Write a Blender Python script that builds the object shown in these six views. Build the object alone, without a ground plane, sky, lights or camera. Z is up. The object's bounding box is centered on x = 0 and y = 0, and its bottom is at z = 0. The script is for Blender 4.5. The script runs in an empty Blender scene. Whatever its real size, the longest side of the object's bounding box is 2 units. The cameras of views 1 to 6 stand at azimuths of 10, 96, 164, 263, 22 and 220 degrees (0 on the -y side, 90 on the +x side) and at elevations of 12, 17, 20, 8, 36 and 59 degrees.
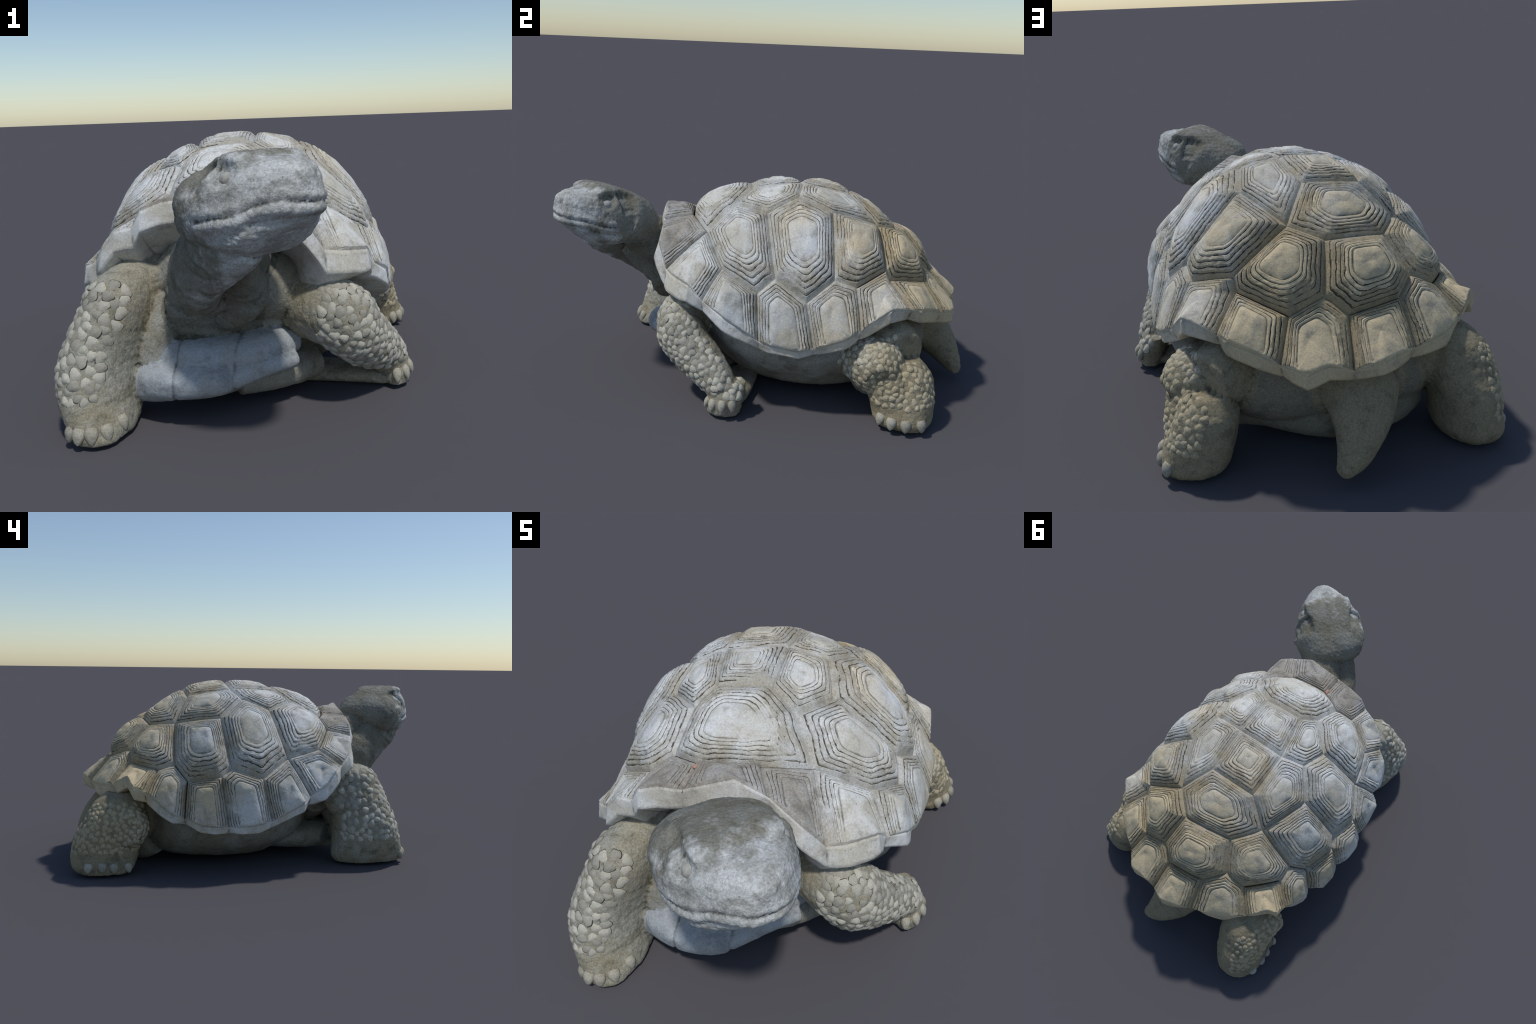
"""Weathered stone tortoise with a domed, ridged shell and a raised, turned head."""
import bpy, bmesh, math, random
import numpy as np
from mathutils import Vector, Matrix

SEED = 7
rng = np.random.default_rng(SEED)
random.seed(SEED)
A = np.array


# ------------------------------------------------------------------ noise
def _hash(ix, iy, iz, s):
    h = (ix * 374761393 + iy * 668265263 + iz * 2147483647 + s * 974634777) & 0x7FFFFFFF
    h = ((h ^ (h >> 13)) * 1274126177) & 0x7FFFFFFF
    h = ((h ^ (h >> 16)) * 2246822519) & 0x7FFFFFFF
    return ((h ^ (h >> 15)) & 0xFFFFFF) / float(0xFFFFFF)


def vnoise(p, s=0):
    """smooth value noise in -1..1 for an (n,3) array"""
    p = np.asarray(p, float)
    i = np.floor(p).astype(np.int64)
    f = p - i
    f = f * f * f * (f * (f * 6 - 15) + 10)
    out = 0
    for dx in (0, 1):
        wx = f[:, 0] if dx else 1 - f[:, 0]
        for dy in (0, 1):
            wy = f[:, 1] if dy else 1 - f[:, 1]
            for dz in (0, 1):
                wz = f[:, 2] if dz else 1 - f[:, 2]
                out = out + wx * wy * wz * _hash(i[:, 0] + dx, i[:, 1] + dy, i[:, 2] + dz, s)
    return out * 2 - 1


def fbm(p, octaves=3, s=0):
    out, a, tot = 0, 1.0, 0
    p = np.asarray(p, float)
    for o in range(octaves):
        out = out + a * vnoise(p * 2 ** o + 17.3 * o, s + o)
        tot += a
        a *= 0.5
    return out / tot


def cells(p, s=0):
    """distance to nearest jittered point (Worley F1) and F2-F1"""
    p = np.asarray(p, float)
    i = np.floor(p).astype(np.int64)
    f1 = np.full(len(p), 9.0)
    f2 = np.full(len(p), 9.0)
    for dx in (-1, 0, 1):
        for dy in (-1, 0, 1):
            for dz in (-1, 0, 1):
                c = i + A([dx, dy, dz])
                q = np.stack([c[:, k] + 0.15 + 0.7 * _hash(c[:, 0], c[:, 1], c[:, 2], s + 11 * k) for k in range(3)], 1)
                d = np.linalg.norm(q - p, axis=1)
                f2 = np.where(d < f1, f1, np.minimum(f2, d))
                f1 = np.minimum(f1, d)
    return f1, f2 - f1


def unit(v):
    v = np.asarray(v, float)
    return v / (np.linalg.norm(v, axis=-1, keepdims=True) + 1e-12)


def smoothstep(a, b, x):
    t = np.clip((x - a) / (b - a), 0, 1)
    return t * t * (3 - 2 * t)


# ------------------------------------------------------------------ materials
def stone(name, light, warm, dark, rear=None, recess_tone=(0.09, 0.075, 0.05), recess_amount=0.75, groove=(0.492, 0.455), bump=0.25, grain=1.0, vary=0.0, face=None):
    m = bpy.data.materials.new(name)
    m.use_nodes = True
    nt = m.node_tree
    N, Lk = nt.nodes, nt.links
    N.clear()

    def node(kind, **kw):
        n = N.new(kind)
        for k, v in kw.items():
            setattr(n, k, v)
        return n

    def link(a, b):
        Lk.new(a, b)

    def noise(scale, detail=4, rough=0.6, dist=0.0):
        n = node("ShaderNodeTexNoise")
        n.inputs["Scale"].default_value = scale
        n.inputs["Detail"].default_value = detail
        n.inputs["Roughness"].default_value = rough
        n.inputs["Distortion"].default_value = dist
        link(co.outputs["Object"], n.inputs["Vector"])
        return n.outputs["Fac"]

    def ramp(src, a, b, ca=0.0, cb=1.0):
        n = node("ShaderNodeMapRange", interpolation_type="SMOOTHSTEP")
        n.inputs["From Min"].default_value = a
        n.inputs["From Max"].default_value = b
        n.inputs["To Min"].default_value = ca
        n.inputs["To Max"].default_value = cb
        link(src, n.inputs["Value"])
        return n.outputs["Result"]

    def math_(op, a, b):
        n = node("ShaderNodeMath", operation=op)
        for k, v in enumerate((a, b)):
            if hasattr(v, "is_output"):
                link(v, n.inputs[k])
            else:
                n.inputs[k].default_value = v
        return n.outputs[0]

    def mix(fac, a, b, mode="MIX"):
        n = node("ShaderNodeMix", data_type="RGBA", blend_type=mode)
        if hasattr(fac, "is_output"):
            link(fac, n.inputs[0])
        else:
            n.inputs[0].default_value = fac
        for k, v in ((6, a), (7, b)):
            if hasattr(v, "is_output"):
                link(v, n.inputs[k])
            else:
                n.inputs[k].default_value = (*v, 1)
        return n.outputs[2]

    co = node("ShaderNodeTexCoord")
    geo = node("ShaderNodeNewGeometry")
    pos = node("ShaderNodeSeparateXYZ")
    link(geo.outputs["Position"], pos.inputs[0])
    patch = noise(5.5, 5, 0.62, 0.4)
    col = mix(ramp(patch, 0.36, 0.64), light, warm)
    if rear is not None:  # ochre tint on the back end of the shell, broken up by noise
        rear_tint = math_("ADD", pos.outputs["Y"], ramp(noise(3.0, 4, 0.6), 0.3, 0.7, -0.28, 0.28))
        col = mix(ramp(rear_tint, -0.05, 0.70, 0.0, 0.95), col, rear)
    col = mix(ramp(noise(16, 6, 0.7), 0.48, 0.70, 0, 0.65), col, dark)
    if face is not None:  # the front of the face is pale; the pale area has a ragged edge
        dot = node("ShaderNodeVectorMath", operation="DOT_PRODUCT")
        link(geo.outputs["Position"], dot.inputs[0])
        dot.inputs[1].default_value = (0.50, -0.83, -0.25)
        worn = math_("ADD", dot.outputs["Value"], ramp(noise(9, 4, 0.65), 0.3, 0.7, -0.10, 0.10))
        pale = mix(ramp(noise(14, 5, 0.65, 0.6), 0.38, 0.66), face[0], face[1])
        col = mix(ramp(worn, 0.50, 0.66), col, pale)
    # fine mineral grain
    g = noise(150, 3, 0.7)
    col = mix(ramp(g, 0.3, 0.7, 0.0, 0.5 * grain), col, mix(0.5, col, dark, "MULTIPLY"))
    # small dark pits
    vor = node("ShaderNodeTexVoronoi")
    vor.inputs["Scale"].default_value = 48
    link(co.outputs["Object"], vor.inputs["Vector"])
    pit = math_("MULTIPLY", ramp(vor.outputs["Distance"], 0.07, 0.16, 1, 0), ramp(noise(9, 2), 0.53, 0.6))
    col = mix(math_("MULTIPLY", pit, 0.6), col, recess_tone)
    # darker colour in the carved lines
    pt = ramp(geo.outputs["Pointiness"], groove[0], groove[1], 0, 1)
    pt = math_("MULTIPLY", pt, ramp(noise(22, 4, 0.65), 0.25, 0.6, 0.35, 1.0))
    col = mix(math_("MULTIPLY", pt, recess_amount), col, recess_tone)
    if vary:
        info = node("ShaderNodeObjectInfo")
        hs = node("ShaderNodeHueSaturation")
        link(ramp(info.outputs["Random"], 0, 1, 1 - vary, 1 + vary), hs.inputs["Value"])
        link(col, hs.inputs["Color"])
        col = hs.outputs["Color"]
    b = node("ShaderNodeBsdfPrincipled")
    b.inputs["Roughness"].default_value = 0.85
    b.inputs["Specular IOR Level"].default_value = 0.25
    link(col, b.inputs["Base Color"])
    bm1 = node("ShaderNodeBump")
    bm1.inputs["Strength"].default_value = bump
    bm1.inputs["Distance"].default_value = 0.012
    link(math_("ADD", noise(55, 6, 0.7), math_("MULTIPLY", g, 0.4)), bm1.inputs["Height"])
    link(bm1.outputs["Normal"], b.inputs["Normal"])
    out = node("ShaderNodeOutputMaterial")
    link(b.outputs[0], out.inputs[0])
    return m


MAT_SHELL = stone("weathered_shell_stone", (0.79, 0.80, 0.785), (0.62, 0.59, 0.505), (0.37, 0.345, 0.285), rear=(0.72, 0.585, 0.365), recess_tone=(0.12, 0.10, 0.068), groove=(0.495, 0.465), recess_amount=0.8, grain=1.3)
MAT_FLANK = stone("weathered_scute_flank_stone", (0.70, 0.71, 0.695), (0.53, 0.495, 0.41), (0.25, 0.23, 0.175), rear=(0.48, 0.385, 0.23), recess_tone=(0.10, 0.083, 0.055), groove=(0.494, 0.462), recess_amount=0.75, grain=1.6, bump=0.45)
MAT_DUSTY = stone("dusty_brown_shell_stone", (0.56, 0.55, 0.52), (0.42, 0.385, 0.325), (0.22, 0.195, 0.155), recess_tone=(0.10, 0.085, 0.055), groove=(0.494, 0.464), recess_amount=0.7, grain=1.6, bump=0.4)
MAT_GROOVE = stone("grime_filled_groove", (0.20, 0.185, 0.155), (0.145, 0.122, 0.088), (0.07, 0.058, 0.04), rear=(0.13, 0.10, 0.06), recess_tone=(0.06, 0.05, 0.035), grain=1.5)
MAT_CHIP = stone("pinkish_chip", (0.62, 0.36, 0.27), (0.58, 0.33, 0.24), (0.4, 0.24, 0.17))
MAT_SKIN = stone("weathered_skin_stone", (0.42, 0.42, 0.38), (0.34, 0.315, 0.245), (0.16, 0.15, 0.115), rear=(0.30, 0.27, 0.195), recess_tone=(0.08, 0.075, 0.052), recess_amount=0.85, groove=(0.494, 0.448), bump=0.55, grain=1.5)  # base colour lowered toward the occlusion shadow baked under the shell
MAT_HEAD = stone("dark_olive_head_stone", (0.30, 0.30, 0.262), (0.235, 0.22, 0.165), (0.11, 0.105, 0.078), recess_tone=(0.065, 0.06, 0.042), recess_amount=0.85, groove=(0.494, 0.448), bump=0.55, grain=1.5, face=((0.68, 0.695, 0.68), (0.43, 0.43, 0.40)))
MAT_PLATE = stone("blue_grey_belly_plate_stone", (0.44, 0.475, 0.50), (0.40, 0.405, 0.39), (0.20, 0.215, 0.225), recess_tone=(0.09, 0.09, 0.08), recess_amount=0.8, groove=(0.494, 0.448), bump=0.4, grain=1.2)
MAT_LIMB = stone("mossy_limb_stone", (0.46, 0.45, 0.38), (0.38, 0.34, 0.24), (0.14, 0.13, 0.09), rear=(0.38, 0.32, 0.205), recess_tone=(0.065, 0.058, 0.037), recess_amount=0.9, groove=(0.496, 0.455), bump=0.5, grain=1.6)
MAT_SCALE = stone("pale_scale_stone", (0.69, 0.69, 0.64), (0.55, 0.505, 0.38), (0.26, 0.24, 0.175), rear=(0.52, 0.44, 0.285), recess_tone=(0.11, 0.10, 0.068), recess_amount=0.55, groove=(0.47, 0.40), bump=0.45, vary=0.25, grain=1.5)
MAT_CLAW = stone("pale_claw_stone", (0.54, 0.52, 0.45), (0.43, 0.385, 0.285), (0.23, 0.205, 0.145), recess_amount=0.4, groove=(0.47, 0.40), bump=0.3, vary=0.15, grain=1.3)
MAT_EYE = stone("grey_eye_stone", (0.46, 0.46, 0.43), (0.40, 0.38, 0.33), (0.2, 0.2, 0.17), recess_amount=0.3, bump=0.1)

# ------------------------------------------------------------------ scene tree
root = bpy.data.objects.new("tortoise", None)
bpy.context.collection.objects.link(root)
root["label"] = "weathered grey stone tortoise with ridged domed shell and raised head"
root["category"] = "tortoise"


def add(name, mesh, parent, mat=None, smooth=True):
    ob = bpy.data.objects.new(name, mesh)
    bpy.context.collection.objects.link(ob)
    ob.parent = parent
    if mat and not mesh.materials:
        mesh.materials.append(mat)
    if smooth:
        mesh.polygons.foreach_set("use_smooth", [True] * len(mesh.polygons))
    return ob


def mesh_from(name, verts, faces):
    me = bpy.data.meshes.new(name)
    me.from_pydata([tuple(v) for v in verts], [], faces)
    me.update()
    return me


# ------------------------------------------------------------------ shell: where the seams meet
def P(*v):
    return A(v, float)


JOINT = dict(
    # seams between the scutes of the crown (left is +x, the head end is -y)
    a1=P(.161, -.148, .867), a2=P(.056, -.089, .926), a3=P(-.143, -.112, .907), a4=P(-.195, -.191, .854),
    a5=P(-.330, -.066, .817), a6=P(-.316, .082, .876), a7=P(-.212, .128, .915), a8=P(.030, .152, .953),
    a9=P(.187, .147, .928), a10=P(.245, .006, .854), a11=P(.226, .308, .873), a12=P(.111, .522, .792),
    a13=P(.008, .390, .909), a14=P(-.229, .369, .882), a15=P(-.336, .433, .747), a16=P(-.416, .199, .783),
    a17=P(.002, .616, .756), a18=P(-.241, .562, .730),
    # seams where the marginal scutes meet the crown, running left round the shell
    t1=P(.114, -.362, .790), t2=P(.260, -.268, .749), t3=P(.432, -.167, .631), t4=P(.500, .001, .551),
    c12=P(.470, .075, .617), t5=P(.513, .220, .529), c23=P(.455, .336, .625), t6=P(.453, .432, .597),
    c34=P(.323, .560, .643), t7=P(.320, .583, .596), t8=P(.182, .752, .556), c45=P(.052, .741, .604),
    t9=P(-.017, .794, .547), t10=P(-.213, .767, .568), cv5=P(-.300, .670, .602), t11=P(-.398, .661, .553),
    t12=P(-.510, .515, .528), c34r=P(-.509, .434, .554), t13=P(-.560, .370, .477), t14=P(-.603, .203, .504),
    c23r=P(-.570, .153, .542), t15=P(-.587, -.005, .489), t16=P(-.491, -.143, .580), t17=P(-.434, -.315, .619),
    t18=P(-.278, -.390, .706), cv1=P(-.200, -.354, .764), t19=P(-.092, -.395, .780))

# rim of the shell: one chain of points per marginal scute, the last one of each is the end of a seam
RIM = [
    [P(.083, -.505, .832), P(.185, -.491, .777)],
    [P(.290, -.492, .690), P(.353, -.441, .585)],
    [P(.401, -.405, .575), P(.490, -.307, .560), P(.507, -.242, .504)],
    [P(.555, -.140, .450), P(.562, .020, .355)],
    [P(.570, .064, .341), P(.578, .200, .325), P(.580, .264, .346)],
    [P(.572, .320, .362), P(.568, .400, .392), P(.538, .461, .431)],
    [P(.515, .585, .523), P(.417, .681, .499)],
    [P(.397, .727, .486), P(.300, .800, .455), P(.240, .836, .429)],
    [P(.172, .907, .412), P(.094, .906, .432), P(.012, .910, .403)],
    [P(-.078, .944, .433), P(-.150, .920, .436), P(-.224, .878, .428)],
    [P(-.300, .850, .430), P(-.370, .815, .428), P(-.472, .744, .450)],
    [P(-.549, .665, .499), P(-.589, .634, .443), P(-.591, .578, .431)],
    [P(-.606, .481, .345), P(-.616, .443, .316), P(-.590, .385, .295)],
    [P(-.640, .310, .270), P(-.640, .240, .258), P(-.619, .168, .255)],
    [P(-.640, .100, .258), P(-.640, .020, .265), P(-.610, -.050, .280)],
    [P(-.612, -.120, .315), P(-.601, -.216, .365), P(-.550, -.254, .394)],
    [P(-.545, -.330, .440), P(-.509, -.396, .515), P(-.455, -.431, .538)],
    [P(-.409, -.482, .587), P(-.349, -.498, .659), P(-.281, -.518, .673)],
    [P(-.247, -.523, .729), P(-.175, -.523, .758), P(-.087, -.528, .769)]]

# crown scutes: seam joints in order round the scute, and the middle of its raised boss
CROWN = [
    ("t19 t1 t2 a1 a2 a3 a4 cv1", P(-.026, -.289, .882)),
    ("a1 a10 a9 a8 a2", P(.122, .015, .933)),
    ("a2 a8 a7 a3", P(-.076, .018, .959)),
    ("a3 a7 a6 a5 a4", P(-.238, -.047, .904)),
    ("a8 a9 a11 a12 a13", P(.118, .270, .932)),
    ("a8 a13 a14 a7", P(-.105, .250, .956)),
    ("a7 a14 a15 a16 a6", P(-.320, .263, .872)),
    ("a13 a12 a17 a18 a15 a14", P(-.104, .495, .848)),
    ("a17 c45 t9 t10 cv5 a18", P(-.123, .720, .700)),
    ("a1 t2 t3 t4 c12 a10", P(.350, -.106, .789)),
    ("a10 c12 t5 c23 a11 a9", P(.385, .185, .800)),
    ("a11 c23 t6 c34 a12", P(.310, .445, .800)),
    ("a12 c34 t7 t8 c45 a17", P(.172, .652, .728)),
    ("a18 cv5 t11 t12 c34r a15", P(-.396, .556, .680)),
    ("a15 c34r t13 t14 c23r a16", P(-.500, .287, .700)),
    ("a16 c23r t15 t16 a5 a6", P(-.470, .039, .768)),
    ("a5 t16 t17 t18 cv1 a4", P(-.335, -.250, .788))]

# marginal scutes: inner joints between seam i-1 and seam i, and the boss
MARGIN = [
    ("t19 t1", P(.008, -.450, .820)), ("t1 t2", P(.240, -.400, .740)), ("t2 t3", P(.414, -.300, .648)),
    ("t3 t4", P(.535, -.128, .555)), ("t4 c12 t5", P(.555, .117, .490)), ("t5 c23 t6", P(.530, .330, .510)),
    ("t6 c34 t7", P(.462, .550, .565)), ("t7 t8", P(.318, .722, .545)), ("t8 c45 t9", P(.135, .824, .498)),
    ("t9 t10", P(-.101, .860, .508)), ("t10 cv5 t11", P(-.341, .768, .512)), ("t11 t12", P(-.494, .620, .512)),
    ("t12 c34r t13", P(-.594, .465, .455)), ("t13 t14", P(-.638, .285, .415)), ("t14 c23r t15", P(-.645, .085, .430)),
    ("t15 t16", P(-.590, -.145, .430)), ("t16 t17", P(-.492, -.320, .520)), ("t17 t18", P(-.350, -.440, .650)),
    ("t18 cv1 t19", P(-.182, -.450, .755))]

HEART = P(0, .12, .30)  # a point deep inside the body


def sample_chain(pts, step):
    """points along a polyline, without the last one; also their place along it (0..1)"""
    seg = [np.linalg.norm(b - a) for a, b in zip(pts[:-1], pts[1:])]
    tot = sum(seg)
    out, s, done = [], [], 0
    for a, b, L in zip(pts[:-1], pts[1:], seg):
        n = max(2, int(round(L / step)))
        for k in range(n):
            out.append(a + (b - a) * k / n)
            s.append((done + L * k / n) / tot)
        done += L
    return out, s


def at_chain(pts, s):
    seg = A([np.linalg.norm(b - a) for a, b in zip(pts[:-1], pts[1:])])
    d = s * seg.sum()
    for a, b, L in zip(pts[:-1], pts[1:], seg):
        if d <= L + 1e-9:
            return a + (b - a) * min(1, d / L)
        d -= L
    return pts[-1]


def ring_smooth(Q, width):
    out = Q.copy()
    for _ in range(width):
        out = 0.5 * out + 0.25 * (np.roll(out, 1, 0) + np.roll(out, -1, 0))
    return out


STEP = 0.007


def seam_points(a, b):
    """a seam follows the dome: it arches a little between its two ends"""
    pts, s = sample_chain([a, b], STEP)
    L = np.linalg.norm(b - a)
    o = unit((a + b) / 2 - P(0, .12, .25))
    return [p + o * 0.022 * L * 4 * t * (1 - t) for p, t in zip(pts, s)], s


def scute(index, seam_pts, boss, rim=None, keep=0.48, mats=None):
    """A scute: steep stepped sides rising from its seams to a raised, gently domed boss."""
    corners = list(seam_pts) + (list(rim[1:-1]) if rim else [])
    loop = corners + [corners[0]]
    n = np.zeros(3)
    for a, b in zip(loop[:-1], loop[1:]):
        n += np.cross(a - boss, b - boss)
    n = unit(n)
    flip = n @ (boss - HEART) < 0
    if flip:
        n = -n
    keep = keep if rim is None else 0.52

    def boss_corner(e):
        h = max(0.0, (boss - e) @ n)
        return boss + keep * (e - boss) + n * h * keep * 0.72

    E, Q, onrim = [], [], []
    for a, b in zip(seam_pts[:-1], seam_pts[1:]):
        pts, s = seam_points(a, b)
        qa, qb = boss_corner(a), boss_corner(b)
        if rim:
            if a is seam_pts[0]:
                qa = at_chain(rim[::-1], 0.21) + n * .010 + unit(boss - a) * .004
            if b is seam_pts[-1]:
                qb = at_chain(rim[::-1], 0.79) + n * .010 + unit(boss - b) * .004
        for p, t in zip(pts, s):
            E.append(p)
            Q.append(qa + (qb - qa) * t)
            onrim.append(0.0)
    if rim:
        pts, s = sample_chain(rim, STEP)
        for p, t in zip(pts, s):
            E.append(p)
            q = at_chain(rim, 0.21 + 0.58 * t)
            Q.append(q + n * .010 + unit(boss - q) * .006)
            onrim.append(1.0)
    else:
        a, b = seam_pts[-1], seam_pts[0]
        pts, s = seam_points(a, b)
        qa, qb = boss_corner(a), boss_corner(b)
        for p, t in zip(pts, s):
            E.append(p)
            Q.append(qa + (qb - qa) * t)
            onrim.append(0.0)
    E, Q = A(E), A(Q)
    onrim = A(onrim)
    if rim is None:
        Q = ring_smooth(Q, 25)
    else:
        Q = ring_smooth(Q, 14)
    span = np.linalg.norm(E - Q, axis=1)
    side = np.median(span[onrim < .5])
    rings = int(np.clip(round(side / 0.0145), 3, 6))
    M = len(E)
    rows, dark, worn = [], [], []
    nt_ = rings * 8
    for k in range(nt_ + 1):
        t = k / nt_
        base = E + (Q - E) * t
        # pillowed side: steep out of the seam, easing over on to the boss
        bulge = (0.50 if rim is None else 0.50) * (t * (1 - t)) * 1.15
        base = ring_smooth(base, int(32 * t * t)) if rim is None else base
        sink = 0.011 * math.exp(-(t / 0.13) ** 2)
        base = base + n * (bulge * span * 0.5 * (1 - onrim) - sink * (1 - onrim))[:, None]
        wob = 0.36 * vnoise(base * 13, 3 + index) + 0.16 * vnoise(base * 45, 5)
        edge = math.sin(math.pi * t) ** 0.5
        ph = (t * rings + 0.42 + wob * edge) % 1.0
        wide = 0.19 + 0.06 * vnoise(base * 10, 70 + index)
        v = np.clip(1 - np.abs(ph - 0.5) / wide, 0, 1)
        v = v * v * (3 - 2 * v)
        depth = 0.0046 * np.clip(0.95 + 0.75 * vnoise(base * 8, 40 + index) + 0.4 * vnoise(base * 30, 41), 0.12, 1.4)
        depth = depth * np.minimum(1, span / 0.06) * (1 - onrim) * smoothstep(0.05, 0.16, t)
        terrace = 0.0016 * (ph - 0.5) * (1 - onrim)
        rough = 0.0022 * fbm(base * 34, 4, 9)
        dark.append(depth * v > 0.0014)
        worn.append(t + 0.16 * vnoise(base * 26, 90) + 0.10 * vnoise(base * 70, 91) > 0.60)  # upper rings stay light; lower ones get the flank colour darkened for slope shade
        rows.append(base - n * (depth * v)[:, None] + n * ((terrace + rough) * min(1, t * 9))[:, None])
    nd = 10
    for k in range(1, nd):
        u = k / nd
        base = Q + (boss - Q) * u
        base = ring_smooth(base, int(60 * u))
        rows.append(base + n * (0.005 * math.sin(math.pi * u) + 0.001 * u + 0.0022 * fbm(base * 34, 4, 9) + 0.002 * vnoise(base * 9, 60) * u)[:, None])
    # inner wall and back: the scute has thickness
    wall = E + (boss - E) * 0.10 - n * 0.022
    top = boss + n * (0.001 + 0.0022 * fbm(boss[None] * 34, 4, 9)[0] + 0.002 * vnoise(boss[None] * 9, 60)[0])
    verts = [*np.concatenate(rows), top, *wall, boss - n * 0.05]
    R = len(rows)
    faces = []
    for r in range(R - 1):
        for j in range(M):
            j2 = (j + 1) % M
            faces.append((r * M + j, r * M + j2, (r + 1) * M + j2, (r + 1) * M + j))
    c = R * M
    for j in range(M):
        faces.append(((R - 1) * M + j, (R - 1) * M + (j + 1) % M, c))
    w0, back = c + 1, c + 1 + M
    for j in range(M):
        j2 = (j + 1) % M
        faces.append((j2, j, w0 + j, w0 + j2))
        faces.append((w0 + j2, w0 + j, back))
    if flip:
        faces = [f[::-1] for f in faces]
    me = mesh_from("scute", verts, faces)
    for m in mats or (MAT_SHELL, MAT_FLANK, MAT_GROOVE):
        me.materials.append(m)
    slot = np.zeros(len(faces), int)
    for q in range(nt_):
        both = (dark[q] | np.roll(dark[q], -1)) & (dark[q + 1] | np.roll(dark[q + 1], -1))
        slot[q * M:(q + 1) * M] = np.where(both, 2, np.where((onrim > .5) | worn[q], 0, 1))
    me.polygons.foreach_set("material_index", slot)
    return me


def build_shell():
    rim_all = []  # (point) chain round the shell
    prev = RIM[-1][-1]
    rims = []
    for chain in RIM:
        rims.append([prev] + chain)
        prev = chain[-1]
    # carapace body: rim lip, underside and a core just under the scutes
    loop, along = [], []
    for r in rims:
        pts, s_ = sample_chain(r, STEP)
        loop += pts
        along += s_
    R = A(loop)
    M = len(R)
    ctr = P(-.02, .14, 0)
    tang = np.roll(R, -12, 0) - np.roll(R, 12, 0)
    out = unit(np.stack([tang[:, 1], -tang[:, 0], 0 * tang[:, 0]], 1))
    rad = R - ctr
    out[np.sum(out * rad, 1) < 0] *= -1
    side = smoothstep(.42, .55, np.abs(R[:, 0])) * smoothstep(-.35, -.15, R[:, 1]) * (1 - smoothstep(.38, .52, R[:, 1]))
    front = 1 - smoothstep(-.45, -.2, R[:, 1])
    drop = .052 + .018 * front
    lf = smoothstep(.25, .4, R[:, 0]) * (1 - smoothstep(-.1, .15, R[:, 1]))
    drop = drop + .014 * lf - .016 * side
    lip = R - out * (.014 - .022 * front - .012 * lf)[:, None]
    lip[:, 2] -= drop * (1 + .18 * vnoise(R * 7, 2))
    puff = (np.sin(math.pi * A(along)) ** .7 - .45)[:, None] * .024
    lip = lip + out * puff
    lip2 = R - out * (.055 - .015 * front)[:, None]
    lip2[:, 2] -= drop * (1.12 + .55 * front)
    inn = R - out * (.17 - .01 * front)[:, None]
    inn[:, 2] += -.045 - .165 * front
    deep = ctr + (inn - ctr) * A([.5, .5, 1])
    deep[:, 2] = .42
    ups = R - out * .03
    ups[:, 2] -= .035
    profile = [ups, R]
    for a, b, k in ((R, lip, 6), (lip, lip2, 4), (lip2, inn, 12), (inn, deep, 10)):
        for i in range(1, k + 1):
            profile.append(a + (b - a) * i / k)
    rows = []
    for i, row in enumerate(profile):
        amp = 0 if i < 2 else .004
        q = row + unit(row - HEART) * (amp * fbm(row * 20, 3, 21))[:, None]
        rows.append(q)
    verts = [*np.concatenate(rows), P(0, .12, .42)]
    faces = []
    for r in range(len(rows) - 1):
        for j in range(M):
            j2 = (j + 1) % M
            faces.append((r * M + j2, r * M + j, (r + 1) * M + j, (r + 1) * M + j2))
    c = len(rows) * M
    for j in range(M):
        faces.append(((len(rows) - 1) * M + (j + 1) % M, (len(rows) - 1) * M + j, c))
    me = mesh_from("shell", verts, faces)
    shell = add("shell", me, root, MAT_SHELL)
    i = 0
    for names, boss in CROWN:
        me = scute(i, [JOINT[k] for k in names.split()], boss, keep=0.36 if i in (2, 5) else 0.45)
        add("scute", me, shell)
        i += 1
    for (names, boss), rim in zip(MARGIN, rims):
        inner = [JOINT[k] for k in names.split()]
        # loop: end of the right seam up to the crown, along it, down the other seam, back along the rim
        seam = [rim[0]] + inner + [rim[-1]]
        me = scute(i, seam, boss, rim[::-1], mats=(MAT_DUSTY, MAT_DUSTY, MAT_GROOVE) if i in (17, 18, 35) else None)
        add("scute", me, shell)
        i += 1
    return shell


shell = build_shell()

# a small salmon coloured chip where the two plates above the neck meet
bm = bmesh.new()
bmesh.ops.create_icosphere(bm, subdivisions=3, radius=1)
for v in bm.verts:
    k = 1 + .25 * math.sin(3 * v.co.x + 5 * v.co.y) + .15 * math.sin(9 * v.co.y)
    v.co = Vector((v.co.x * .010 * k, v.co.y * .015 * k, v.co.z * .006))
me = bpy.data.meshes.new("chip")
bm.to_mesh(me)
bm.free()
chip = add("chip", me, shell, MAT_CHIP)
chip.location = (-.088, -.412, .779)
chip.rotation_euler = (-.2, 0, .1)


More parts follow.
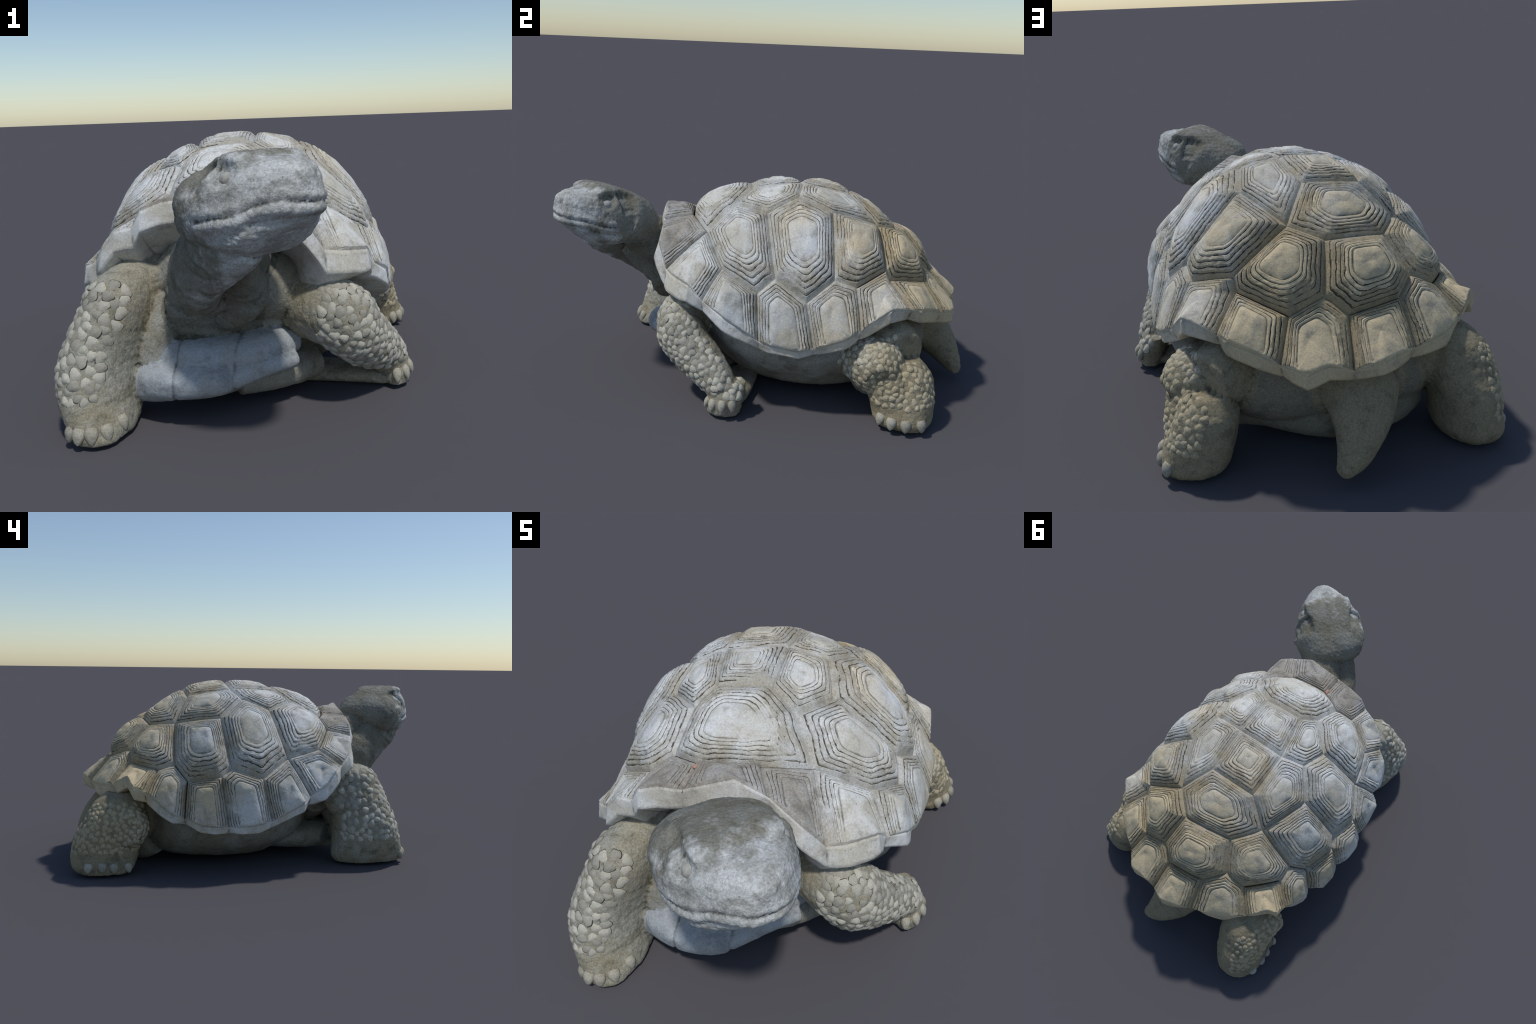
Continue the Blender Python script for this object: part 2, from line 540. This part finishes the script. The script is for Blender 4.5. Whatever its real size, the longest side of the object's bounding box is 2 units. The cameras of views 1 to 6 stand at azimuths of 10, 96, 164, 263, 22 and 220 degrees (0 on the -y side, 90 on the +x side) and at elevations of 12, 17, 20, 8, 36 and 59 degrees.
# ------------------------------------------------------------------ body: lofted masses fused into one skin
def catmull(v, n):
    v = np.asarray(v, float)
    out = []
    for i in range(len(v) - 1):
        p0, p1, p2, p3 = v[max(i - 1, 0)], v[i], v[i + 1], v[min(i + 2, len(v) - 1)]
        for k in range(n):
            t = k / n
            out.append(0.5 * ((2 * p1) + (-p0 + p2) * t + (2 * p0 - 5 * p1 + 4 * p2 - p3) * t * t + (-p0 + 3 * p1 - 3 * p2 + p3) * t ** 3))
    out.append(v[-1])
    return A(out)


class Loft:
    """Closed body through elliptical sections: (x, y, z, half width, half depth). 'flat' gives horizontal sections."""

    def __init__(self, region, sections, up=(0, 0, 1), flat=False, turn=0.0, square=2.0):
        s = catmull(A(sections, float), 6)
        self.region, self.c, self.a, self.b = region, s[:, :3], np.maximum(s[:, 3], .01), np.maximum(s[:, 4], .01)
        if flat:
            turn = turn if isinstance(turn, tuple) else (turn, turn)
            tw = turn[0] + (turn[1] - turn[0]) * smoothstep(.45, 1, np.linspace(0, 1, len(s)))
            self.u = np.stack([np.cos(tw), np.sin(tw), 0 * tw], 1)
            self.v = np.stack([-np.sin(tw), np.cos(tw), 0 * tw], 1)
        else:
            t = unit(np.gradient(self.c, axis=0))
            self.u = unit(np.cross(t, A(up, float)))
            self.v = np.cross(self.u, t)
        self.square = square

    def mesh(self, n=28):
        V, F = [], []
        for c, a, b, u, v in zip(self.c, self.a, self.b, self.u, self.v):
            for k in range(n):
                th = 2 * math.pi * k / n
                ce, se = math.cos(th), math.sin(th)
                e = 2 / self.square
                V.append(c + u * a * math.copysign(abs(ce) ** e, ce) + v * b * math.copysign(abs(se) ** e, se))
        m = len(self.c)
        for i in range(m - 1):
            for k in range(n):
                F.append((i * n + k, i * n + (k + 1) % n, (i + 1) * n + (k + 1) % n, (i + 1) * n + k))
        F.append(tuple(range(n))[::-1])
        F.append(tuple((m - 1) * n + k for k in range(n)))
        return V, F

    def near(self, p):
        best = np.full(len(p), 9e9)
        for c, a, b, u, v in zip(self.c, self.a, self.b, self.u, self.v):
            d = p - c
            w = np.cross(u, v)
            q = (d @ u / a) ** 2 + (d @ v / b) ** 2 + (d @ w / (0.5 * (a + b))) ** 2
            best = np.minimum(best, q)
        return np.sqrt(best)


def H(f, side, z, *r):
    """a section in the head's own frame: distance forward, distance to its right, height"""
    x, y = f * HEAD_F + side * HEAD_R
    return (x, y, z, *r)


HEAD_F, HEAD_R = A([.75, -.661]), A([-.661, -.75])  # the head is turned about 49 degrees to its left

BODY = [
    Loft("torso", [(-.02, .21, .03, .28, .33), (-.025, .22, .045, .345, .37), (-.03, .22, .08, .41, .42), (-.04, .20, .13, .465, .47), (-.035, .185, .19, .52, .485), (-.02, .17, .27, .555, .50),
                   (-.02, .16, .36, .535, .515), (-.02, .15, .46, .48, .52), (-.02, .15, .56, .38, .45)], flat=True, square=2.1),
    Loft("torso", [(-.36, .55, .29, .09, .12), (-.28, .64, .27, .14, .165), (-.15, .668, .265, .14, .165), (.0, .672, .265, .13, .16), (.12, .655, .265, .13, .16), (.25, .615, .265, .125, .155), (.38, .53, .27, .10, .13)]),
    Loft("torso", [(-.32, .54, .15, .08, .10), (-.26, .61, .13, .13, .12), (-.15, .655, .125, .145, .115), (.0, .65, .12, .145, .11), (.12, .605, .13, .125, .11), (.26, .55, .145, .105, .10), (.38, .52, .14, .09, .10)]),
    Loft("torso", [(.02, -.36, .11, .10, .075), (.15, -.29, .11, .10, .075), (.26, -.17, .11, .10, .075)]),
    # front lip of the belly plate, lower on the right, and the shelf behind it
    Loft("plastron", [(-.345, -.47, .14, .05, .068), (-.26, -.50, .137, .08, .076), (-.12, -.545, .155, .09, .06), (.0, -.535, .165, .085, .05), (.12, -.43, .178, .07, .04), (.22, -.35, .18, .06, .035)], square=2.4),
    Loft("plastron", [(-.20, -.46, .21, .06, .055), (-.10, -.485, .22, .09, .062), (.02, -.465, .225, .10, .064), (.13, -.38, .23, .08, .058), (.22, -.30, .23, .06, .05)]),
    Loft("torso", [(-.20, -.44, .115, .13, .072), (-.14, -.36, .115, .21, .082), (-.08, -.22, .115, .26, .085), (-.05, -.05, .12, .28, .09)]),
    Loft("torso", [(-.30, -.33, .38, .10, .12), (-.12, -.32, .34, .12, .15), (.06, -.29, .35, .12, .15), (.22, -.23, .37, .10, .13)]),
    # skin between the neck, the shoulders and the rim of the shell
    Loft("torso", [(-.06, -.36, .44, .11, .12), (.06, -.385, .45, .11, .12), (.18, -.32, .43, .10, .12), (.28, -.25, .40, .08, .10)]),
    Loft("torso", [(-.07, -.38, .60, .075, .08), (-.14, -.43, .54, .06, .07), (-.20, -.42, .47, .06, .07)]),
    Loft("torso", [(-.235, -.38, .49, .06, .06), (-.23, -.43, .38, .07, .08), (-.245, -.46, .28, .09, .09), (-.27, -.49, .19, .08, .07)], up=(0, -1, .2)),
    Loft("forelimb_right", [(-.32, -.30, .43, .05, .06), (-.38, -.38, .40, .05, .08), (-.39, -.46, .34, .06, .10)]),
    # the neck: a nape strand on the left, a deeper throat keel on the right, skin stretched between
    Loft("neck", [(.02, -.28, .53, .155, .13), (.03, -.44, .56, .14, .125), (.06, -.55, .622, .125, .115), (.10, -.622, .69, .115, .108), (.145, -.68, .742, .145, .10), (.175, -.71, .765, .16, .095)], up=(0.3, -.2, 1)),
    Loft("neck", [(.165, -.835, .725, .11, .074), (.115, -.80, .69, .12, .09), (.06, -.735, .64, .12, .088), (-.03, -.64, .553, .12, .088), (-.06, -.535, .475, .12, .08), (-.055, -.435, .39, .15, .09), (-.04, -.34, .30, .20, .12)], up=(0, -1, .6)),
    Loft("neck", [(.10, -.68, .65, .09, .06), (.07, -.59, .56, .11, .075), (.06, -.50, .48, .13, .085), (.05, -.40, .42, .14, .10)], up=(0, -1, .6)),
    # head: boxy, flat crowned, with a blunt beak; the brows are the front corners of the crown
    Loft("head", [H(.43, .445, .745, .06, .05), H(.47, .448, .755, .135, .085), H(.54, .460, .765, .185, .115), H(.63, .468, .775, .193, .132), H(.70, .470, .786, .182, .138), H(.77, .470, .812, .148, .117), H(.826, .472, .830, .110, .095), H(.862, .474, .840, .077, .078), H(.882, .475, .845, .05, .060), H(.894, .475, .846, .025, .036)], square=2.6),
    Loft("head", [H(.53, .462, .83, .09, .04), H(.60, .467, .862, .115, .045), H(.66, .47, .883, .126, .045), H(.71, .47, .894, .128, .042), H(.742, .47, .892, .12, .035), H(.76, .47, .89, .10, .02)], square=4.5),
    # right foreleg, a broad pillar planted forward, diamond shaped in section
    Loft("forelimb_right", [(-.325, -.50, .525, .05, .07), (-.335, -.51, .49, .085, .12), (-.345, -.53, .42, .105, .142), (-.375, -.55, .33, .112, .16), (-.405, -.572, .22, .115, .175), (-.405, -.59, .12, .115, .185), (-.388, -.597, .05, .11, .196), (-.378, -.605, .012, .097, .186)], flat=True, turn=(-.36, .08), square=2.1),
    Loft("forelimb_right", [(-.20, -.32, .46, .11, .12), (-.28, -.42, .47, .09, .10), (-.34, -.49, .44, .08, .10)]),
    # left foreleg, bent: bulging elbow in front and the foot out to the side
    Loft("forelimb_left", [(.20, -.20, .38, .12, .12), (.30, -.32, .365, .11, .125), (.40, -.365, .335, .105, .125), (.45, -.315, .265, .10, .115), (.495, -.235, .205, .09, .10), (.54, -.165, .15, .078, .085), (.575, -.125, .105, .068, .07)]),
    Loft("forelimb_left", [(.56, -.10, .155, .05, .075), (.578, -.108, .10, .06, .08), (.588, -.116, .05, .056, .078), (.592, -.12, .012, .05, .072)], flat=True, turn=.1),
    Loft("forelimb_left", [(.24, -.09, .035, .08, .04), (.43, -.10, .035, .08, .036), (.56, -.12, .03, .06, .03)]),
    # left hind leg: round knee over a stubby foot
    Loft("hindlimb_left", [(0.267, 0.525, .29, .14, .15), (0.367, 0.605, .315, .13, .13), (0.457, 0.655, .31, .105, .095)]),
    Loft("hindlimb_left", [(0.367, 0.485, .25, .13, .13), (0.457, 0.535, .255, .135, .13), (0.532, 0.55, .235, .105, .112), (0.582, 0.555, .22, .06, .075)]),
    Loft("hindlimb_left", [(0.477, 0.57, .24, .10, .10), (0.502, 0.605, .17, .105, .10), (0.507, 0.635, .10, .11, .11)], up=(0, 1, .3)),
    Loft("hindlimb_left", [(0.447, 0.645, .28, .085, .095), (0.462, 0.665, .22, .11, .125), (0.477, 0.673, .16, .122, .135), (0.499, 0.673, .09, .128, .136), (0.514, 0.673, .04, .126, .132), (0.514, 0.673, .012, .115, .118)], flat=True, turn=-.25, square=2.3),
    # right hind leg
    Loft("hindlimb_right", [(-0.258, 0.57, .28, .14, .15), (-0.358, 0.65, .29, .14, .15), (-0.438, 0.71, .31, .11, .13)]),
    Loft("hindlimb_right", [(-0.428, 0.69, .41, .06, .085), (-0.448, 0.71, .36, .10, .125), (-0.463, 0.735, .28, .125, .152), (-0.468, 0.765, .20, .12, .17), (-0.473, 0.785, .12, .115, .17), (-0.48, 0.795, .05, .118, .162), (-0.486, 0.79, .012, .108, .138)], flat=True, turn=.1, square=2.2),
    Loft("hindlimb_right", [(-.418, .66, .24, .09, .09), (-.525, .662, .24, .10, .11), (-0.593, 0.665, .23, .06, .075)]),
    Loft("hindlimb_right", [(-0.508, 0.71, .06, .08, .06), (-0.568, 0.73, .045, .06, .042)]),
    Loft("tail", [(-.06, .66, .29, .18, .15), (-.055, .77, .26, .155, .13), (-.04, .845, .21, .122, .105), (-.01, .905, .15, .088, .078), (.03, .945, .10, .058, .052), (.062, .965, .076, .038, .036), (.085, .976, .068, .025, .022)], up=(0, 1, .3)),
]


def fuse_body():
    bm = bmesh.new()
    for L in BODY:
        V, F = L.mesh()
        vs = [bm.verts.new(v) for v in V]
        for f in F:
            bm.faces.new([vs[i] for i in f])
    bmesh.ops.recalc_face_normals(bm, faces=bm.faces)
    me = bpy.data.meshes.new("body_work")
    bm.to_mesh(me)
    bm.free()
    ob = bpy.data.objects.new("body_work", me)
    bpy.context.collection.objects.link(ob)
    rm = ob.modifiers.new("fuse", "REMESH")
    rm.mode = "VOXEL"
    rm.voxel_size = 0.0055
    sm = ob.modifiers.new("soften", "SMOOTH")
    sm.factor = 0.5
    sm.iterations = 9
    dg = bpy.context.evaluated_depsgraph_get()
    out = bpy.data.meshes.new_from_object(ob.evaluated_get(dg))
    bpy.data.objects.remove(ob)
    return out


body = fuse_body()
nv = len(body.vertices)
co = np.empty(nv * 3)
body.vertices.foreach_get("co", co)
co = co.reshape(-1, 3)


def normals(me):
    v = np.empty(len(me.vertices) * 3)
    me.vertices.foreach_get("normal", v)
    return v.reshape(-1, 3)


nrm = normals(body)
names = sorted({L.region for L in BODY})
score = np.full((len(names), nv), 9e9)
for L in BODY:
    k = names.index(L.region)
    score[k] = np.minimum(score[k], L.near(co) * (1.12 if L.region == "torso" else 1.0))
region = score.argmin(0)


def is_(*r):
    return np.isin(region, [names.index(x) for x in r])


limb = is_("forelimb_right", "forelimb_left", "hindlimb_right", "hindlimb_left")


# ---- relief carved into the skin
def polyline_dist(p, pts):
    best = np.full(len(p), 9.0)
    for a, b in zip(pts[:-1], pts[1:]):
        ab = b - a
        t = np.clip(((p - a) @ ab) / (ab @ ab), 0, 1)
        best = np.minimum(best, np.linalg.norm(p - (a + t[:, None] * ab), axis=1))
    return best


disp = 0.005 * fbm(co * 11, 4, 31) + 0.0018 * fbm(co * 45, 3, 33)
f1, f21 = cells(co / 0.022 + 0.4 * vnoise(co * 40, 8)[:, None], 5)
pebble = np.clip(f21 * 1.6, 0, 1) ** 0.6 - 0.6
hd = is_("head")
disp += hd * 0.0032 * pebble
nk = is_("neck")
along = (co @ unit(A([.1, -.6, .75])))
wr = np.sin(along * 95 + 4.5 * vnoise(co * 9, 14) + 2 * vnoise(co * 25, 15))
disp += nk * (0.0035 * wr * (0.5 + 0.5 * vnoise(co * 7, 16)) + 0.0022 * pebble)
f1b, f21b = cells(co / 0.03, 9)
disp += limb * 0.002 * (np.clip(f21b * 1.7, 0, 1) ** .6 - .6)
MOUTH = [P(.05, -.91, .752), P(.12, -.955, .766), P(.17, -.970, .776), P(.215, -.981, .80), P(.284, -.972, .814), P(.34, -.95, .810), P(.375, -.92, .805), P(.392, -.87, .80), P(.394, -.81, .793), P(.388, -.74, .773), P(.36, -.67, .757)]


def seam_dist(p, n, pts):
    """distance to a line, measured along the surface so that it need not lie exactly on it"""
    best = np.full(len(p), 9.0)
    for a, b in zip(pts[:-1], pts[1:]):
        ab = b - a
        t = np.clip(((p - a) @ ab) / (ab @ ab), 0, 1)
        d = p - (a + t[:, None] * ab)
        dn = np.sum(d * n, 1)
        q = np.linalg.norm(d - dn[:, None] * n, axis=1)
        best = np.minimum(best, np.where(np.abs(dn) < .06, q, 9))
    return best


dm = seam_dist(co, nrm, MOUTH)
disp -= hd * .006 * np.exp(-(dm / .007) ** 2) * (.75 + .5 * vnoise(co * 25, 81))
disp += hd * .004 * np.exp(-(seam_dist(co, nrm, [q + P(0, 0, .018) for q in MOUTH]) / .012) ** 2)
disp += hd * .005 * np.exp(-(seam_dist(co, nrm, [q + P(0, 0, -.020) for q in MOUTH]) / .013) ** 2)
disp -= hd * .006 * np.exp(-(seam_dist(co, nrm, [q + P(0, 0, -.050) for q in MOUTH]) / .016) ** 2)
head_f = co[:, 0] * HEAD_F[0] + co[:, 1] * HEAD_F[1]
head_s = co[:, 0] * HEAD_R[0] + co[:, 1] * HEAD_R[1] - .469
cheek = smoothstep(.09, .13, np.abs(head_s)) * smoothstep(.80, .835, co[:, 2]) * (1 - smoothstep(.90, .92, co[:, 2]))
disp -= hd * .015 * cheek * smoothstep(.55, .60, head_f) * (1 - smoothstep(.655, .668, head_f))  # temple, cut off by the edge of the orbit
EYES = [A(H(.715, .605, .872)), A(H(.715, .335, .872))]
for hx in EYES:
    q = np.linalg.norm(co - hx, axis=1)
    disp -= hd * (.008 * np.exp(-(q / .030) ** 2) + .002 * np.exp(-((q - .034) / .008) ** 2))
    disp += hd * .003 * np.exp(-((q - .047) / .012) ** 2)
for hx in (H(.885, .50, .868), H(.885, .445, .868)):  # nostrils
    disp -= hd * .007 * np.exp(-np.sum((co - A(hx)) ** 2, 1) / .010 ** 2)
# plate seams on the belly front
pl = is_("plastron")
for xx in (-.14, .06):
    disp -= pl * .006 * np.exp(-((co[:, 0] - xx) / .007) ** 2)
sole = co[:, 2] < 0.012
new = co + nrm * (disp * np.where(sole, .2, 1))[:, None]
new[:, 2] = np.maximum(new[:, 2], 0.0)

# ---- scales: choose where they sit on the limbs
tri_ok = {}


def scatter(mask, spacing, seed):
    idx = np.flatnonzero(mask)
    r = np.random.default_rng(seed)
    r.shuffle(idx)
    cell = {}
    out = []
    for i in idx:
        p = new[i]
        s = spacing(p)
        k = tuple((p // 0.03).astype(int))
        ok = True
        for dx in (-2, -1, 0, 1, 2):
            for dy in (-2, -1, 0, 1, 2):
                for dz in (-2, -1, 0, 1, 2):
                    for q, sq in cell.get((k[0] + dx, k[1] + dy, k[2] + dz), ()):
                        if np.linalg.norm(p - q) < 0.5 * (s + sq):
                            ok = False
                            break
                    if not ok:
                        break
                if not ok:
                    break
            if not ok:
                break
        if ok:
            cell.setdefault(k, []).append((p, s))
            out.append((i, s))
    return out


def facing(v, lim):
    return nrm @ unit(A(v, float)) > lim


def off_sole(z):
    return co[:, 2] > z


SCALES = []
x, y, z = co.T
m = is_("forelimb_right") & off_sole(.15) & (z < .50) & facing((-.75, -.65, .15), -.08) & (y < -.44) & ((x < -.36) | (y < -.6)) & (z + .25 * (x + .45) > .14)
SCALES += [("forelimb_right", *t) for t in scatter(m, lambda p: .025 + .006 * (p[2] > .2), 1)]
m = is_("forelimb_left") & off_sole(.10) & facing((.8, -.75, .1), .0) & (x > .33)
SCALES += [("forelimb_left", *t) for t in scatter(m, lambda p: .0275, 2)]
m = is_("hindlimb_left") & off_sole(.12) & facing((1, -.15, .25), .2) & (x > .48)
SCALES += [("hindlimb_left", *t) for t in scatter(m, lambda p: .024, 3)]
m = is_("hindlimb_right") & off_sole(.12) & facing((-1, -.1, .25), .25) & (x < -.48) & (z < .36)
SCALES += [("hindlimb_right", *t) for t in scatter(m, lambda p: .024, 4)]

# ------------------------------------------------------------------ split the skin into its anatomical parts
eye_at = [int(np.argmin(np.sum((new - e) ** 2, 1) + 9 * ~hd)) for e in EYES]
body.vertices.foreach_set("co", new.reshape(-1))
body.update()
full_n = normals(body)
nf = len(body.polygons)
fv = np.empty(nf * 4, int) if all(len(p.vertices) == 4 for p in body.polygons) else None
polys = [tuple(p.vertices) for p in body.polygons]
freg = A([np.bincount(region[list(p)], minlength=len(names)).argmax() for p in polys])
PART = {"forelimb_right": "forelimb", "forelimb_left": "forelimb", "hindlimb_right": "hindlimb", "hindlimb_left": "hindlimb"}
parts = {}
for k, nm in enumerate(names):
    ids = np.flatnonzero(freg == k)
    if not len(ids):
        continue
    used, inv = np.unique(np.concatenate([polys[i] for i in ids]), return_inverse=True)
    sizes = [len(polys[i]) for i in ids]
    cuts = np.cumsum(sizes)[:-1]
    faces = [tuple(int(q) for q in f) for f in np.split(inv, cuts)]
    me = mesh_from(PART.get(nm, nm), new[used], faces)
    ob = add(PART.get(nm, nm), me, root, MAT_LIMB if nm in PART or nm == "tail" else {"head": MAT_HEAD, "neck": MAT_HEAD, "plastron": MAT_PLATE}.get(nm, MAT_SKIN))
    me.normals_split_custom_set_from_vertices([tuple(v) for v in full_n[used]])
    parts[nm] = ob
bpy.data.meshes.remove(body)


# ------------------------------------------------------------------ scales
def scale_mesh(seed):
    r = np.random.default_rng(seed)
    n, rows = 18, 7
    ph = r.uniform(0, 6.28, 3)
    V, F = [], []
    for i in range(rows):
        t = i / (rows - 1) * 1.12
        for k in range(n):
            th = 2 * math.pi * k / n
            w = 1 + .10 * math.sin(3 * th + ph[0]) + .07 * math.sin(2 * th + ph[1]) + .05 * math.cos(6 * th + ph[2])
            h = (1 - min(1, t) ** 2.2) ** 1.15 if t < 1 else -(t - 1) * 2.5
            V.append((w * t * math.cos(th), w * t * math.sin(th), h + .04 * math.sin(5 * th + 7 * t + ph[1]) * (t < .9) * t))
    # row 0 is the top point repeated: weld it into one
    top = V[0]
    V = [top] + V[n:]
    for k in range(n):
        F.append((0, 1 + k, 1 + (k + 1) % n))
    for i in range(rows - 2):
        for k in range(n):
            a = 1 + i * n + k
            b = 1 + i * n + (k + 1) % n
            F.append((a, a + n, b + n, b))
    F.append(tuple(1 + (rows - 2) * n + k for k in range(n))[::-1])
    return mesh_from("scale", V, F)


kinds = [scale_mesh(100 + i) for i in range(7)]
for me in kinds:
    me.materials.append(MAT_SCALE)
    me.polygons.foreach_set("use_smooth", [True] * len(me.polygons))


def frame(nn, spin):
    nn = unit(nn)
    a = unit(np.cross(nn, A([0, 0, 1.0]) if abs(nn[2]) < .9 else A([1.0, 0, 0])))
    b = np.cross(nn, a)
    a2 = a * math.cos(spin) + b * math.sin(spin)
    return a2, np.cross(nn, a2), nn


def placed(i, s, r):
    a, b, c = frame(full_n[i], r.uniform(-.5, .5))
    k = r.uniform(1.12, 1.42) * s * .5
    st = r.uniform(.95, 1.18)
    h = s * r.uniform(.20, .32)
    p = new[i] - full_n[i] * .002
    return Matrix(((a[0] * k, b[0] * k * st, c[0] * h, p[0]), (a[1] * k, b[1] * k * st, c[1] * h, p[1]), (a[2] * k, b[2] * k * st, c[2] * h, p[2]), (0, 0, 0, 1)))


r = np.random.default_rng(55)
order = sorted(range(len(SCALES)), key=lambda q: -SCALES[q][2] + 1e-6 * q)
rest = []
for n_, q in enumerate(order):
    nm, i, s = SCALES[q]
    M = placed(i, s, r)
    me = kinds[n_ % len(kinds)]
    if n_ < 300:
        ob = bpy.data.objects.new("scale", me)
        bpy.context.collection.objects.link(ob)
        ob.parent = parts[nm]
        ob.matrix_local = M
    else:
        rest.append((me, M))
if rest:
    bm = bmesh.new()
    for me, M in rest:
        t = me.copy()
        t.transform(M)
        bm.from_mesh(t)
        bpy.data.meshes.remove(t)
    me = bpy.data.meshes.new("small_scales")
    bm.to_mesh(me)
    bm.free()
    me.materials.append(MAT_SCALE)
    ob = add("small_scales", me, root)
    ob["kind"] = "stuff"


# ------------------------------------------------------------------ claws
def claw_mesh():
    V, F = [], []
    n, rows = 12, 9
    for i in range(rows):
        t = i / (rows - 1)
        rr = .5 * (1 - t ** 3.5) ** .5 * (.80 + .20 * math.sin(math.pi * min(1, t * 1.3)))
        for k in range(n):
            th = 2 * math.pi * k / n
            V.append((t * 1.0, rr * math.cos(th), rr * .8 * math.sin(th) - .22 * t * t))
    for i in range(rows - 1):
        for k in range(n):
            F.append((i * n + k, i * n + (k + 1) % n, (i + 1) * n + (k + 1) % n, (i + 1) * n + k))
    F.append(tuple(range(n))[::-1])
    F.append(tuple((rows - 1) * n + k for k in range(n)))
    me = mesh_from("claw", V, F)
    me.materials.append(MAT_CLAW)
    me.polygons.foreach_set("use_smooth", [True] * len(me.polygons))
    return me


claw = claw_mesh()


def claws(nm, roots):
    """roots: (x, y, z, heading in degrees from +x, length, width)"""
    own = np.flatnonzero(region == names.index(nm))
    for x, y, z, hd_, ln, wd in roots:
        v = own[np.argmin(np.sum((new[own] - A([x, y, z])) ** 2 * A([1, 1, 3]), 1))]
        o = full_n[v] * A([1, 1, 0])
        h = math.radians(hd_)
        o = unit(o) * .7 + A([math.cos(h), math.sin(h), 0]) * .3
        f = unit(unit(o) + A([0, 0, -1.5]))
        s = unit(np.cross(A([0, 0, 1.0]), f))
        u = np.cross(f, s)
        p = new[v] - full_n[v] * .010 + A([0, 0, .016])
        ob = bpy.data.objects.new("claw", claw)
        bpy.context.collection.objects.link(ob)
        ob.parent = parts[nm]
        ob.matrix_local = Matrix([[f[i] * ln, s[i] * wd, u[i] * wd, p[i]] for i in range(3)] + [[0, 0, 0, 1]])


claws("forelimb_right", [(-.45, -.78, .055, -118, .05, .046), (-.405, -.80, .06, -102, .052, .046), (-.36, -.79, .062, -85, .052, .046), (-.315, -.75, .065, -62, .052, .046), (-.28, -.69, .068, -38, .05, .044)])
claws("forelimb_left", [(.60, -.20, .065, -70, .05, .036), (.64, -.17, .07, -40, .052, .038), (.66, -.12, .072, -10, .052, .038), (.65, -.065, .075, 15, .052, .038)])
claws("hindlimb_left", [(.60, .57, .06, -55, .05, .046), (.66, .61, .06, -25, .052, .048), (.68, .68, .06, 0, .052, .048), (.65, .76, .06, 25, .052, .046)])
claws("hindlimb_right", [(-.58, .66, .055, 220, .045, .044), (-.62, .72, .055, 195, .045, .046), (-.62, .79, .055, 175, .045, .046), (-.60, .86, .055, 155, .045, .046)])


# ------------------------------------------------------------------ eyes
def eye(at, out, size):
    bm = bmesh.new()
    bmesh.ops.create_uvsphere(bm, u_segments=24, v_segments=16, radius=size)
    bmesh.ops.scale(bm, vec=(1, 1, .8), verts=bm.verts)
    me = bpy.data.meshes.new("eye")
    bm.to_mesh(me)
    bm.free()
    ob = add("eye", me, parts["head"], MAT_EYE)
    ob.location = at


for v in eye_at:
    eye(new[v] - full_n[v] * .016, None, .028)
